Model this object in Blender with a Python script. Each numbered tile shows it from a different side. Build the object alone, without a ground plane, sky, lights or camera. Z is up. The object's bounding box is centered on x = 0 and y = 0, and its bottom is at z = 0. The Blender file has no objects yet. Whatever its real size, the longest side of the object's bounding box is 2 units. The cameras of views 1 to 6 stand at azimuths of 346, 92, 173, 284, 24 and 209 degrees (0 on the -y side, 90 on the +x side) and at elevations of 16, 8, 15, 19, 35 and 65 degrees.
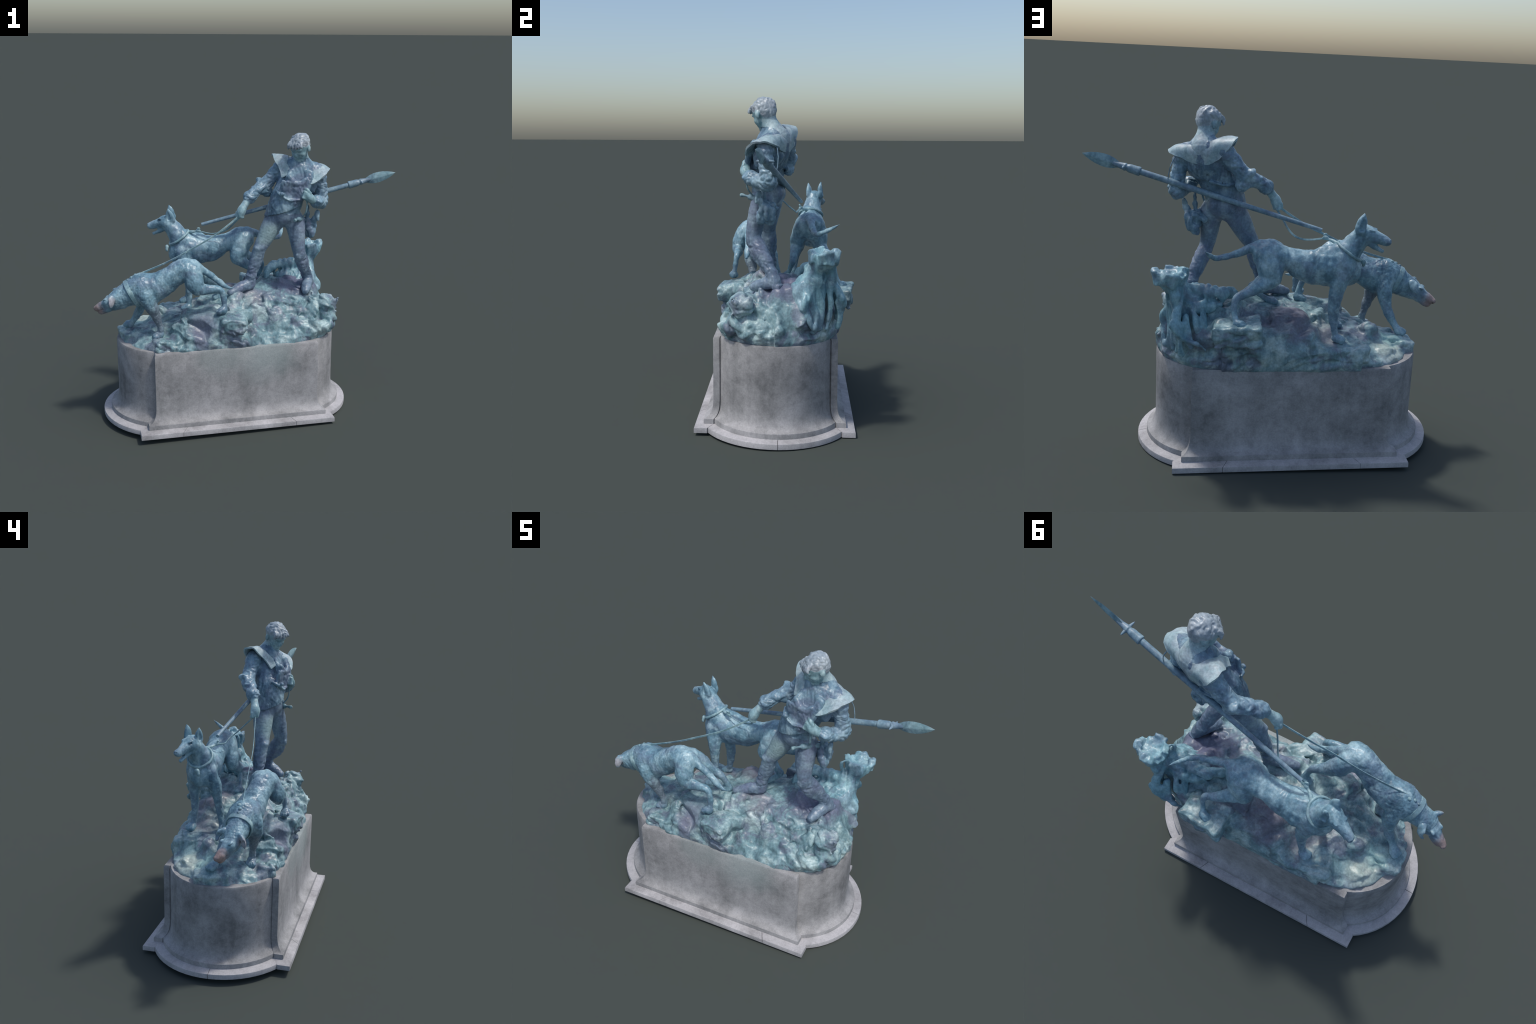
"""Bronze hunter with two hounds on a rocky mound, on a round-ended stone plinth.

Organic bodies are described as implicit surfaces: limbs are tapered spines, masses are
ellipsoids and rounded blocks, blended smoothly, meshed, given relief by noise, and then
separated into named anatomical parts that share their border vertices and normals.
"""
import bpy, math, random
import numpy as np

rng = np.random.RandomState(7)
random.seed(7)
V = lambda *a: np.array(a, dtype=np.float64)


def unit(v):
    v = np.asarray(v, float)
    return v / (np.linalg.norm(v) + 1e-12)


# ------------------------------------------------------------------ noise
_perm = np.random.RandomState(11).permutation(256).astype(np.int64)
_perm = np.concatenate([_perm, _perm, _perm])
_grad = np.random.RandomState(12).normal(size=(256, 3))
_grad /= np.linalg.norm(_grad, axis=1)[:, None]


def noise(P, freq=1.0, seed=0):
    """Gradient noise, about -0.7..0.7; freq may be a number or an xyz triple."""
    p = np.asarray(P) * np.asarray(freq) + np.array([seed * 17.13, seed * 5.71, seed * 9.37])
    i = np.floor(p).astype(np.int64)
    f = p - i
    u = f * f * f * (f * (f * 6 - 15) + 10)
    i &= 255
    out = 0
    for dx in (0, 1):
        wx = u[:, 0] if dx else 1 - u[:, 0]
        for dy in (0, 1):
            wy = u[:, 1] if dy else 1 - u[:, 1]
            for dz in (0, 1):
                wz = u[:, 2] if dz else 1 - u[:, 2]
                h = _perm[_perm[_perm[i[:, 0] + dx] + i[:, 1] + dy] + i[:, 2] + dz]
                g = _grad[h]
                out = out + wx * wy * wz * (g[:, 0] * (f[:, 0] - dx) + g[:, 1] * (f[:, 1] - dy) + g[:, 2] * (f[:, 2] - dz))
    return out


def fbm(P, freq, octaves=4, seed=0, gain=0.5):
    s, a, fr = 0, 1.0, np.asarray(freq, float)
    for o in range(octaves):
        s = s + a * noise(P, fr, seed + o * 3)
        a *= gain
        fr = fr * 2.03
    return s


def ridged(P, freq, octaves=3, seed=0):
    s, a, fr = 0, 1.0, np.asarray(freq, float)
    for o in range(octaves):
        s = s + a * (0.35 - np.abs(noise(P, fr, seed + o * 3)))
        a *= 0.5
        fr = fr * 2.1
    return s


# ------------------------------------------------------------------ implicit primitives
def smin(a, b, k):
    h = np.maximum(k - np.abs(a - b), 0) / k
    return np.minimum(a, b) - h * h * k * 0.25


def smax(a, b, k):
    return -smin(-a, -b, k)


def rot(rx=0, ry=0, rz=0):
    rx, ry, rz = (math.radians(v) for v in (rx, ry, rz))
    cx, sx, cy, sy, cz, sz = math.cos(rx), math.sin(rx), math.cos(ry), math.sin(ry), math.cos(rz), math.sin(rz)
    X = np.array([[1, 0, 0], [0, cx, -sx], [0, sx, cx]])
    Y = np.array([[cy, 0, sy], [0, 1, 0], [-sy, 0, cy]])
    Z = np.array([[cz, -sz, 0], [sz, cz, 0], [0, 0, 1]])
    return Z @ Y @ X


def frame(x_dir, z_hint=(0, 0, 1)):
    """Rotation whose first column looks along x_dir, third near z_hint."""
    x = unit(x_dir)
    y = unit(np.cross(z_hint, x))
    return np.stack([x, y, np.cross(x, y)], axis=1)


def spline(pts, sub=5):
    """Catmull-Rom through rows of any width."""
    P = np.asarray(pts, float)
    if len(P) < 3 or sub <= 1:
        return P
    Q = np.vstack([2 * P[0] - P[1], P, 2 * P[-1] - P[-2]])
    out = []
    for i in range(1, len(Q) - 2):
        a, b, c, d = Q[i - 1], Q[i], Q[i + 1], Q[i + 2]
        for t in np.linspace(0, 1, sub, endpoint=False):
            out.append(0.5 * (2 * b + (c - a) * t + (2 * a - 5 * b + 4 * c - d) * t * t + (3 * b - 3 * c + d - a) * t ** 3))
    out.append(P[-1])
    return np.array(out)


def limb(pts, flat=None, sub=4):
    """Tapered spine: rows (x, y, z, radius); flat=(axis, ratio) squeezes the section."""
    S = spline(pts, sub)
    S[:, 3] = np.maximum(S[:, 3], 0.002)
    ax = unit(flat[0]).astype(np.float32) if flat else None
    parts = []
    for a, b in zip(S[:-1], S[1:]):
        r = max(a[3], b[3]) * (max(1.0, flat[1]) if flat else 1)
        parts.append((a, b, np.minimum(a[:3], b[:3]) - r, np.maximum(a[:3], b[:3]) + r))

    def seg(a, b):
        ba = (b[:3] - a[:3]).astype(np.float32)
        o = a[:3].astype(np.float32)
        inv = np.float32(1 / (ba @ ba + 1e-12))
        dr = np.float32(b[3] - a[3])

        def fn(X, Y, Z):
            x, y, z = X - o[0], Y - o[1], Z - o[2]
            t = np.clip((x * ba[0] + y * ba[1] + z * ba[2]) * inv, 0, 1)
            x, y, z = x - t * ba[0], y - t * ba[1], z - t * ba[2]
            d2 = x * x + y * y + z * z
            if flat:
                p = x * ax[0] + y * ax[1] + z * ax[2]
                d2 = d2 + p * p * np.float32(1 / flat[1] ** 2 - 1)
                return (np.sqrt(d2) - (np.float32(a[3]) + dr * t)) * np.float32(min(1, flat[1]))
            return np.sqrt(d2) - (np.float32(a[3]) + dr * t)
        return fn
    return [(seg(a, b), lo, hi) for a, b, lo, hi in parts], np.min([p[2] for p in parts], 0), np.max([p[3] for p in parts], 0)


def blob(c, r, R=None):
    c, r = V(*c), V(*r)
    M = np.eye(3) if R is None else R
    e = np.abs(M) @ r if R is not None else r

    def fn(P):
        q = (P - c) @ M
        k0 = np.sqrt(((q / r) ** 2).sum(1))
        k1 = np.sqrt(((q / (r * r)) ** 2).sum(1)) + 1e-9
        return k0 * (k0 - 1) / k1
    return fn, c - e, c + e


def block(c, h, R=None, rnd=0.02):
    c, h = V(*c), V(*h)
    M = np.eye(3) if R is None else R
    e = np.abs(M) @ h

    def fn(P):
        q = np.abs((P - c) @ M) - (h - rnd)
        return np.sqrt((np.maximum(q, 0) ** 2).sum(1)) + np.minimum(q.max(1), 0) - rnd
    return fn, c - e, c + e


def under_plane(prim, point, normal, k=0.004):
    """Keep the part of a primitive on the side the normal points away from."""
    return (*prim[:3], (V(*point), unit(normal), k))


class Field:
    def __init__(self, lo, hi, h):
        self.h, self.lo = h, V(*lo)
        self.n = np.ceil((V(*hi) - self.lo) / h).astype(int) + 1
        self.D = np.full(self.n, 0.2, np.float32)
        self.L = np.zeros(self.n, np.int16)
        self.names = []

    def _win(self, lo, hi, m):
        a = np.clip(np.floor((lo - m - self.lo) / self.h).astype(int), 0, self.n)
        b = np.clip(np.ceil((hi + m - self.lo) / self.h).astype(int) + 1, 0, self.n)
        return a, np.maximum(a, b)

    def _axes(self, a, b):
        X, Y, Z = [(self.lo[i] + self.h * np.arange(a[i], b[i])).astype(np.float32) for i in range(3)]
        return X[:, None, None], Y[None, :, None], Z[None, None, :]

    def eval(self, prim, m):
        """Distance of a primitive inside its window."""
        fn, lo, hi = prim[:3]
        a, b = self._win(lo, hi, m)
        sl = tuple(slice(i, j) for i, j in zip(a, b))
        if np.any(b - a < 1):
            return sl, None
        if isinstance(fn, list):
            d = np.full(b - a, 0.2, np.float32)
            for f, l2, h2 in fn:
                p, q = self._win(l2, h2, m)
                if np.any(q - p < 1):
                    continue
                w = tuple(slice(i - o, j - o) for i, j, o in zip(p, q, a))
                d[w] = np.minimum(d[w], f(*self._axes(p, q)))
        else:
            X, Y, Z = np.broadcast_arrays(*self._axes(a, b))
            d = fn(np.stack([X.ravel(), Y.ravel(), Z.ravel()], 1)).reshape(X.shape).astype(np.float32)
        if len(prim) > 3:                                   # clipped by a plane
            point, n, k = prim[3]
            X, Y, Z = self._axes(a, b)
            d = smax(d, ((X - point[0]) * n[0] + (Y - point[1]) * n[1] + (Z - point[2]) * n[2]).astype(np.float32), k)
        return sl, d

    def add(self, label, prim, k=0.012):
        sl, d = self.eval(prim, max(k, 3 * self.h))
        if d is None:
            return
        if label not in self.names:
            self.names.append(label)
        old = self.D[sl]
        self.L[sl] = np.where(d < old, self.names.index(label), self.L[sl])
        self.D[sl] = smin(old, d, k)

    def cut(self, prim, k=0.006):
        sl, d = self.eval(prim, max(k, 3 * self.h))
        if d is not None:
            self.D[sl] = smax(self.D[sl], -d, k)

    def warp(self, amount):
        """Add amount(P) to the field near the surface (relief with overhangs)."""
        idx = np.argwhere(np.abs(self.D) < 0.04)
        P = self.lo + idx * self.h
        self.D[idx[:, 0], idx[:, 1], idx[:, 2]] += amount(P).astype(np.float32)

    def mesh(self, smooth=2):
        D, h = self.D, self.h
        s = D < 0
        c = [s[i:s.shape[0] - 1 + i, j:s.shape[1] - 1 + j, k:s.shape[2] - 1 + k] for i in (0, 1) for j in (0, 1) for k in (0, 1)]
        cnt = sum(v.astype(np.int8) for v in c)
        act = np.argwhere((cnt > 0) & (cnt < 8))
        idx = -np.ones(cnt.shape, np.int64)
        idx[tuple(act.T)] = np.arange(len(act))
        acc, num = np.zeros((len(act), 3)), np.zeros(len(act))
        corner = [(i, j, k) for i in (0, 1) for j in (0, 1) for k in (0, 1)]
        val = {q: D[act[:, 0] + q[0], act[:, 1] + q[1], act[:, 2] + q[2]].astype(float) for q in corner}
        for q in corner:
            for ax in range(3):
                if q[ax] == 0:
                    r = list(q)
                    r[ax] = 1
                    a, b = val[q], val[tuple(r)]
                    m = (a < 0) != (b < 0)
                    t = np.where(m, a / np.where(m, a - b, 1), 0)
                    pt = np.tile(np.array(q, float), (len(act), 1))
                    pt[:, ax] = t
                    acc[m] += pt[m]
                    num[m] += 1
        verts = self.lo + h * (act + acc / num[:, None])
        quads = []
        for ax in range(3):
            u, w = (ax + 1) % 3, (ax + 2) % 3
            a = [slice(1, -1)] * 3
            a[ax] = slice(0, -1)
            b = list(a)
            b[ax] = slice(1, None)
            lo_in, hi_in = s[tuple(a)], s[tuple(b)]
            e = np.argwhere(lo_in != hi_in)
            flip = lo_in[tuple(e.T)]
            base = e + 1
            base[:, ax] -= 1
            def cell(du, dw):
                q = base.copy()
                q[:, u] += du
                q[:, w] += dw
                return idx[q[:, 0], q[:, 1], q[:, 2]]
            Q = np.stack([cell(-1, -1), cell(0, -1), cell(0, 0), cell(-1, 0)], 1)
            Q[~flip] = Q[~flip][:, ::-1]
            quads.append(Q)
        quads = np.vstack(quads)
        verts = relax(verts, quads, smooth)
        vox = np.clip(np.round((verts - self.lo) / h).astype(int), 0, self.n - 1)
        lab = self.L[vox[:, 0], vox[:, 1], vox[:, 2]]
        return verts, quads, lab


def hug(F, centre, normal, lift, r, n=44, reach=0.16, smooth=3):
    """Closed band spine lying on the surface of a field, in the plane through centre."""
    c, nrm = V(*centre), unit(normal)
    u = unit(np.cross(nrm, (0, 1, 0.01)))
    w = np.cross(nrm, u)
    rad = []
    ts = np.arange(0.01, reach, 0.0015)
    for a in np.linspace(0, 2 * math.pi, n, endpoint=False):
        P = c + ts[:, None] * (u * math.cos(a) + w * math.sin(a))
        ix = np.clip(np.round((P - F.lo) / F.h).astype(int), 0, F.n - 1)
        out = np.argmax(F.D[ix[:, 0], ix[:, 1], ix[:, 2]] > 0)
        rad.append(ts[out] + lift)
    rad = np.array(rad)
    for _ in range(smooth):
        rad = 0.5 * rad + 0.25 * (np.roll(rad, 1) + np.roll(rad, -1))
    return [(*(c + q * (u * math.cos(a) + w * math.sin(a))), r) for a, q in zip(np.linspace(0, 2 * math.pi, n, endpoint=False), rad)]


def relax(v, q, times, f=0.5):
    for _ in range(times):
        acc, n = np.zeros_like(v), np.zeros(len(v))
        for i in range(4):
            a, b = q[:, i], q[:, (i + 1) % 4]
            for k in range(3):
                acc[:, k] += np.bincount(a, v[b, k], len(v)) + np.bincount(b, v[a, k], len(v))
            n += np.bincount(a, minlength=len(v)) + np.bincount(b, minlength=len(v))
        v = v + f * (acc / np.maximum(n, 1)[:, None] - v)
    return v


def normals(v, q):
    fn = np.cross(v[q[:, 2]] - v[q[:, 0]], v[q[:, 3]] - v[q[:, 1]])
    out = np.zeros_like(v)
    for i in range(4):
        for k in range(3):
            out[:, k] += np.bincount(q[:, i], fn[:, k], len(v))
    return out / (np.linalg.norm(out, axis=1)[:, None] + 1e-12)


# ------------------------------------------------------------------ objects
def link(ob, parent=None):
    bpy.context.scene.collection.objects.link(ob)
    if parent:
        ob.parent = parent
    return ob


def empty(name, parent=None):
    e = bpy.data.objects.new(name, None)
    e.empty_display_size = 0.1
    return link(e, parent)


def quick_mesh(name, v, q, mat, parent, vn=None):
    me = bpy.data.meshes.new(name)
    me.vertices.add(len(v))
    me.vertices.foreach_set('co', np.asarray(v, np.float32).ravel())
    me.loops.add(q.size)
    me.loops.foreach_set('vertex_index', q.astype(np.int32).ravel())
    me.polygons.add(len(q))
    me.polygons.foreach_set('loop_start', np.arange(0, q.size, q.shape[1], dtype=np.int32))
    me.polygons.foreach_set('use_smooth', np.ones(len(q), bool))
    me.update(calc_edges=True)
    me.validate()
    if vn is not None:
        me.normals_split_custom_set_from_vertices([tuple(n) for n in vn])
    me.materials.append(mat)
    return link(bpy.data.objects.new(name, me), parent)


def poly_mesh(name, verts, faces, mat, parent, smooth_angle=None, bevel=0.0):
    me = bpy.data.meshes.new(name)
    me.from_pydata([tuple(v) for v in verts], [], [tuple(f) for f in faces])
    me.materials.append(mat)
    ob = link(bpy.data.objects.new(name, me), parent)
    import bmesh
    bm = bmesh.new()
    bm.from_mesh(me)
    bmesh.ops.recalc_face_normals(bm, faces=bm.faces)
    if bevel:
        ed = [e for e in bm.edges if len(e.link_faces) == 2 and e.calc_face_angle(0) > 0.5]
        bmesh.ops.bevel(bm, geom=ed, offset=bevel, segments=2, profile=0.5, affect='EDGES', clamp_overlap=True)
    bm.to_mesh(me)
    bm.free()
    if smooth_angle:
        me.shade_smooth()
        me.set_sharp_from_angle(angle=math.radians(smooth_angle))
    return ob


def split(field_mesh, names, mats, parent, vn=None):
    """Separate one smooth skin by region; borders coincide, normals are the whole skin's."""
    v, q, lab = field_mesh
    vn = normals(v, q) if vn is None else vn
    L = lab[q]
    face = L[:, 0].copy()
    same = (L[:, 1] == L[:, 2]) | (L[:, 1] == L[:, 3])
    face = np.where(same, L[:, 1], face)
    for i, nm in enumerate(names):
        f = q[face == i]
        if len(f) < 8:
            continue
        used, inv = np.unique(f, return_inverse=True)
        mat = mats.get(nm, mats['*'])
        quick_mesh(nm.split(':')[0], v[used], inv.reshape(f.shape), mat, parent, vn[used])


def sweep(name, pts, mat, parent, width=None, sides=10, sub=6, up=(0, 0, 1), closed=False, wobble=0.0, axis=None):
    """Tube or strap along a spine of rows (x, y, z, r); width makes it a flat strap r thick."""
    S = spline(pts, sub) if not closed else np.asarray(pts, float)
    n = len(S)
    verts, faces = [], []
    for i in range(n):
        a, b = (S[(i - 1) % n], S[(i + 1) % n]) if closed else (S[max(i - 1, 0)], S[min(i + 1, n - 1)])
        t = unit(b[:3] - a[:3])
        x = unit(np.cross(t, up)) if axis is None else unit(V(*axis) - t * (t @ V(*axis)))
        y = np.cross(x, t)
        for s in range(sides):
            ang = 2 * math.pi * s / sides
            ca, sa = math.cos(ang), math.sin(ang)
            r = S[i, 3] * (1 + wobble * (rng.rand() - 0.5))
            if width:
                k = 0.45
                ca, sa = math.copysign(abs(ca) ** k, ca), math.copysign(abs(sa) ** k, sa)
                verts.append(S[i, :3] + x * ca * width * 0.5 + y * sa * r)
            else:
                verts.append(S[i, :3] + (x * ca + y * sa) * r)
    for i in range(n if closed else n - 1):
        for s in range(sides):
            a, b = i * sides + s, i * sides + (s + 1) % sides
            c, d = ((i + 1) % n) * sides + (s + 1) % sides, ((i + 1) % n) * sides + s
            faces.append((a, b, c, d))
    if not closed:
        faces.append(tuple(range(sides)))
        faces.append(tuple((n - 1) * sides + s for s in range(sides)))
    return poly_mesh(name, verts, faces, mat, parent, smooth_angle=50)


# ------------------------------------------------------------------ materials
def nodes_of(name):
    m = bpy.data.materials.new(name)
    m.use_nodes = True
    nt = m.node_tree
    nt.nodes.clear()
    out = nt.nodes.new('ShaderNodeOutputMaterial')
    bs = nt.nodes.new('ShaderNodeBsdfPrincipled')
    nt.links.new(bs.outputs[0], out.inputs[0])
    tc = nt.nodes.new('ShaderNodeTexCoord')
    return m, nt, bs, tc.outputs['Object']


def n_noise(nt, vec, scale, detail=4, rough=0.55, stretch=None, dist=0.0):
    if stretch:
        mp = nt.nodes.new('ShaderNodeMapping')
        mp.inputs['Scale'].default_value = stretch
        nt.links.new(vec, mp.inputs['Vector'])
        vec = mp.outputs[0]
    n = nt.nodes.new('ShaderNodeTexNoise')
    n.inputs['Scale'].default_value = scale
    n.inputs['Detail'].default_value = detail
    n.inputs['Roughness'].default_value = rough
    n.inputs['Distortion'].default_value = dist
    nt.links.new(vec, n.inputs['Vector'])
    return n.outputs['Fac']


def n_ramp(nt, fac, stops):
    r = nt.nodes.new('ShaderNodeValToRGB')
    r.color_ramp.interpolation = 'EASE' if len(stops) == 2 else 'LINEAR'
    while len(r.color_ramp.elements) < len(stops):
        r.color_ramp.elements.new(0.5)
    for e, (p, c) in zip(r.color_ramp.elements, stops):
        e.position = p
        e.color = (*c, 1) if isinstance(c, tuple) else (c, c, c, 1)
    nt.links.new(fac, r.inputs[0])
    return r.outputs[0]


def n_mix(nt, fac, a, b, mode='MIX'):
    m = nt.nodes.new('ShaderNodeMix')
    m.data_type = 'RGBA'
    m.blend_type = mode
    for sock, val in ((m.inputs[0], fac), (m.inputs[6], a), (m.inputs[7], b)):
        if hasattr(val, 'links'):
            nt.links.new(val, sock)
        elif isinstance(val, tuple):
            sock.default_value = (*val, 1)
        else:
            sock.default_value = val
    return m.outputs[2]


def n_math(nt, op, a, b=0.0, clamp=False):
    m = nt.nodes.new('ShaderNodeMath')
    m.operation = op
    m.use_clamp = clamp
    for sock, val in zip(m.inputs, (a, b)):
        if hasattr(val, 'links'):
            nt.links.new(val, sock)
        else:
            sock.default_value = val
    return m.outputs[0]


def n_spot(nt, vec, centre, radius, grain, edge=0.45):
    """Ragged round patch: 1 inside, 0 outside."""
    d = nt.nodes.new('ShaderNodeVectorMath')
    d.operation = 'DISTANCE'
    nt.links.new(vec, d.inputs[0])
    d.inputs[1].default_value = centre
    x = n_math(nt, 'DIVIDE', d.outputs['Value'], radius)
    x = n_math(nt, 'ADD', x, n_math(nt, 'MULTIPLY', n_math(nt, 'SUBTRACT', grain, 0.5), 1.4))
    r = nt.nodes.new('ShaderNodeMapRange')
    r.interpolation_type = 'SMOOTHSTEP'
    for k, v in (('From Min', 1 - edge), ('From Max', 1 + edge), ('To Min', 1.0), ('To Max', 0.0)):
        r.inputs[k].default_value = v
    nt.links.new(x, r.inputs['Value'])
    return r.outputs[0]


def patina(name, deep, mid, pale, dull, dull_amount=0.5, pale_amount=0.5, spots=(), rough=0.37, bump=0.12, grain=17.0):
    """Verdigris bronze: blue-green ground, pale bloom, dull violet-brown areas, run marks."""
    m, nt, bs, oc = nodes_of(name)
    big = n_noise(nt, oc, 5.0, 5, 0.6, dist=0.5)
    med = n_noise(nt, oc, grain, 6, 0.68, dist=0.3)
    fine = n_noise(nt, oc, 80.0, 3, 0.6)
    runs = n_noise(nt, oc, 17.0, 5, 0.62, stretch=(1, 1, 0.25))
    tone = n_math(nt, 'ADD', n_math(nt, 'MULTIPLY', big, 0.4), n_math(nt, 'MULTIPLY', runs, 0.6))
    col = n_ramp(nt, tone, [(0.36, deep), (0.50, mid), (0.63, tuple(0.45 * a + 0.55 * b for a, b in zip(mid, pale)))])
    dn = n_noise(nt, oc, 6.5, 5, 0.62, dist=0.9)
    col = n_mix(nt, n_math(nt, 'MULTIPLY', n_ramp(nt, dn, [(0.47, 0.0), (0.60, 1.0)]), dull_amount), col, dull)
    col = n_mix(nt, n_math(nt, 'MULTIPLY', n_ramp(nt, med, [(0.50, 0.0), (0.68, 1.0)]), pale_amount), col, pale)
    for centre, radius, c, amount in spots:
        col = n_mix(nt, n_math(nt, 'MULTIPLY', n_spot(nt, oc, centre, radius, med), amount), col, c)
    col = n_mix(nt, 0.25, col, n_ramp(nt, fine, [(0.3, 0.2), (0.7, 0.8)]), 'OVERLAY')
    nt.links.new(col, bs.inputs['Base Color'])
    bs.inputs['Roughness'].default_value = rough
    bs.inputs['Specular IOR Level'].default_value = 0.5
    b = nt.nodes.new('ShaderNodeBump')
    b.inputs['Strength'].default_value = bump
    b.inputs['Distance'].default_value = 0.004
    nt.links.new(n_math(nt, 'ADD', med, n_math(nt, 'MULTIPLY', fine, 0.5)), b.inputs['Height'])
    nt.links.new(b.outputs[0], bs.inputs['Normal'])
    return m


def stone(name, base, dark, pale, spots=()):
    m, nt, bs, oc = nodes_of(name)
    cloud = n_noise(nt, oc, 4.0, 6, 0.62, dist=0.3)
    runs = n_noise(nt, oc, 9.0, 4, 0.6, stretch=(1, 1, 0.12))
    grain = n_noise(nt, oc, 120.0, 3, 0.7)
    speck = n_noise(nt, oc, 26.0, 6, 0.72)
    col = n_ramp(nt, n_math(nt, 'ADD', n_math(nt, 'MULTIPLY', cloud, 0.5), n_math(nt, 'ADD', n_math(nt, 'MULTIPLY', runs, 0.22), n_math(nt, 'MULTIPLY', speck, 0.28))),
                 [(0.38, dark), (0.5, base), (0.63, pale)])
    col = n_mix(nt, n_math(nt, 'MULTIPLY', n_ramp(nt, speck, [(0.55, 0.0), (0.75, 1.0)]), 0.35), col, dark)
    for centre, radius, c, amount in spots:
        col = n_mix(nt, n_math(nt, 'MULTIPLY', n_spot(nt, oc, centre, radius, cloud, 0.6), amount), col, c)
    col = n_mix(nt, 0.18, col, n_ramp(nt, grain, [(0.3, 0.25), (0.7, 0.75)]), 'OVERLAY')
    nt.links.new(col, bs.inputs['Base Color'])
    bs.inputs['Roughness'].default_value = 0.72
    bs.inputs['Specular IOR Level'].default_value = 0.35
    b = nt.nodes.new('ShaderNodeBump')
    b.inputs['Strength'].default_value = 0.12
    b.inputs['Distance'].default_value = 0.003
    nt.links.new(n_math(nt, 'ADD', speck, n_math(nt, 'MULTIPLY', grain, 0.4)), b.inputs['Height'])
    nt.links.new(b.outputs[0], bs.inputs['Normal'])
    return m


DEEP, MID, PALE, DULL = (0.058, 0.108, 0.160), (0.140, 0.235, 0.305), (0.42, 0.56, 0.60), (0.148, 0.186, 0.268)
SNOUT = (0.33, 0.23, 0.205)
M_man = patina('bronze_patina_cloth', DEEP, MID, PALE, DULL, 0.6, 0.40, spots=[((0.30, -0.14, 1.50), 0.07, (0.185, 0.21, 0.295), 0.45)])
M_legs = patina('bronze_patina_breeches', (0.065, 0.100, 0.152), (0.140, 0.200, 0.272), (0.36, 0.47, 0.52), (0.145, 0.176, 0.256), 0.7, 0.3,
                spots=[((0.13, -0.08, 1.22), 0.07, (0.33, 0.46, 0.45), 0.7)])
M_sleeve = patina('bronze_patina_sleeve', (0.075, 0.14, 0.20), (0.175, 0.29, 0.37), (0.44, 0.58, 0.63), DULL, 0.4, 0.45)
M_skin = patina('bronze_patina_skin', (0.11, 0.22, 0.25), (0.24, 0.39, 0.43), (0.52, 0.67, 0.67), (0.28, 0.32, 0.36), 0.3, 0.5)
M_hair = patina('bronze_patina_hair', (0.18, 0.23, 0.27), (0.33, 0.39, 0.43), (0.56, 0.61, 0.62), (0.36, 0.37, 0.41), 0.5, 0.5)
M_collar = patina('bronze_patina_collar', (0.20, 0.31, 0.345), (0.33, 0.455, 0.485), (0.55, 0.66, 0.66), (0.31, 0.335, 0.385), 0.4, 0.5, rough=0.5)
M_dog = patina('bronze_patina_hide', (0.066, 0.138, 0.195), (0.165, 0.295, 0.365), (0.46, 0.63, 0.67), (0.155, 0.205, 0.29), 0.45, 0.5,
               spots=[((-0.985, -0.075, 0.785), 0.062, SNOUT, 0.9), ((-0.62, -0.19, 0.74), 0.10, (0.16, 0.155, 0.18), 0.6), ((-0.897, -0.197, 0.866), 0.032, (0.36, 0.34, 0.36), 0.8)])
M_rock = patina('bronze_patina_rock', (0.060, 0.108, 0.135), (0.175, 0.295, 0.325), (0.52, 0.65, 0.635), (0.142, 0.168, 0.230), 0.8, 0.60,
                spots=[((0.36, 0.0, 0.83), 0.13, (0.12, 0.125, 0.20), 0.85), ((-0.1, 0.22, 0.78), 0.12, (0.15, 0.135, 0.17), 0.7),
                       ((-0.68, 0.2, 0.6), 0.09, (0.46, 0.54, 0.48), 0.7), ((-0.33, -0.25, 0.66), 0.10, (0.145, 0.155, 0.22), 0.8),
                       ((-0.70, 0.08, 0.63), 0.06, (0.30, 0.50, 0.48), 0.6), ((-0.32, 0.20, 0.68), 0.10, (0.27, 0.265, 0.285), 0.5),
                       ((0.02, -0.14, 0.83), 0.08, (0.27, 0.245, 0.26), 0.4)], rough=0.4, bump=0.18, grain=9.0)
M_stump = patina('bronze_patina_bark', (0.085, 0.19, 0.245), (0.20, 0.37, 0.43), (0.46, 0.67, 0.69), (0.20, 0.24, 0.32), 0.4, 0.55, grain=13.0)
M_metal = patina('bronze_patina_smooth', (0.09, 0.155, 0.205), (0.165, 0.265, 0.33), (0.38, 0.51, 0.55), DULL, 0.4, 0.35, rough=0.42, bump=0.08)
M_strap = patina('bronze_patina_strap', (0.10, 0.19, 0.225), (0.21, 0.35, 0.39), (0.46, 0.62, 0.62), DULL, 0.25, 0.5, rough=0.5, bump=0.08)
M_stone = stone('weathered_granite', (0.295, 0.294, 0.296), (0.165, 0.167, 0.170), (0.44, 0.432, 0.438),
                spots=[((0.05, -0.35, 0.50), 0.17, (0.26, 0.325, 0.32), 0.55), ((-0.25, -0.35, 0.52), 0.14, (0.27, 0.32, 0.315), 0.45)])
M_step = stone('pale_granite', (0.40, 0.393, 0.402), (0.25, 0.246, 0.25), (0.51, 0.498, 0.51))

# ------------------------------------------------------------------ hierarchy
monument = empty('bronze_monument')
monument['label'] = 'blue-green bronze hunter with spear and two hounds on stone plinth'
monument['category'] = 'statue'
plinth = empty('plinth', monument)
hunter = empty('hunter', monument)


# ------------------------------------------------------------------ plinth
def tilt(x, y, z):
    k = min(max((z - 0.05) / 0.45, 0), 1)
    return 0.0165 - 0.0055 * k - (0.016 - 0.0075 * k) * x - (0.015 - 0.005 * k) * y


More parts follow.
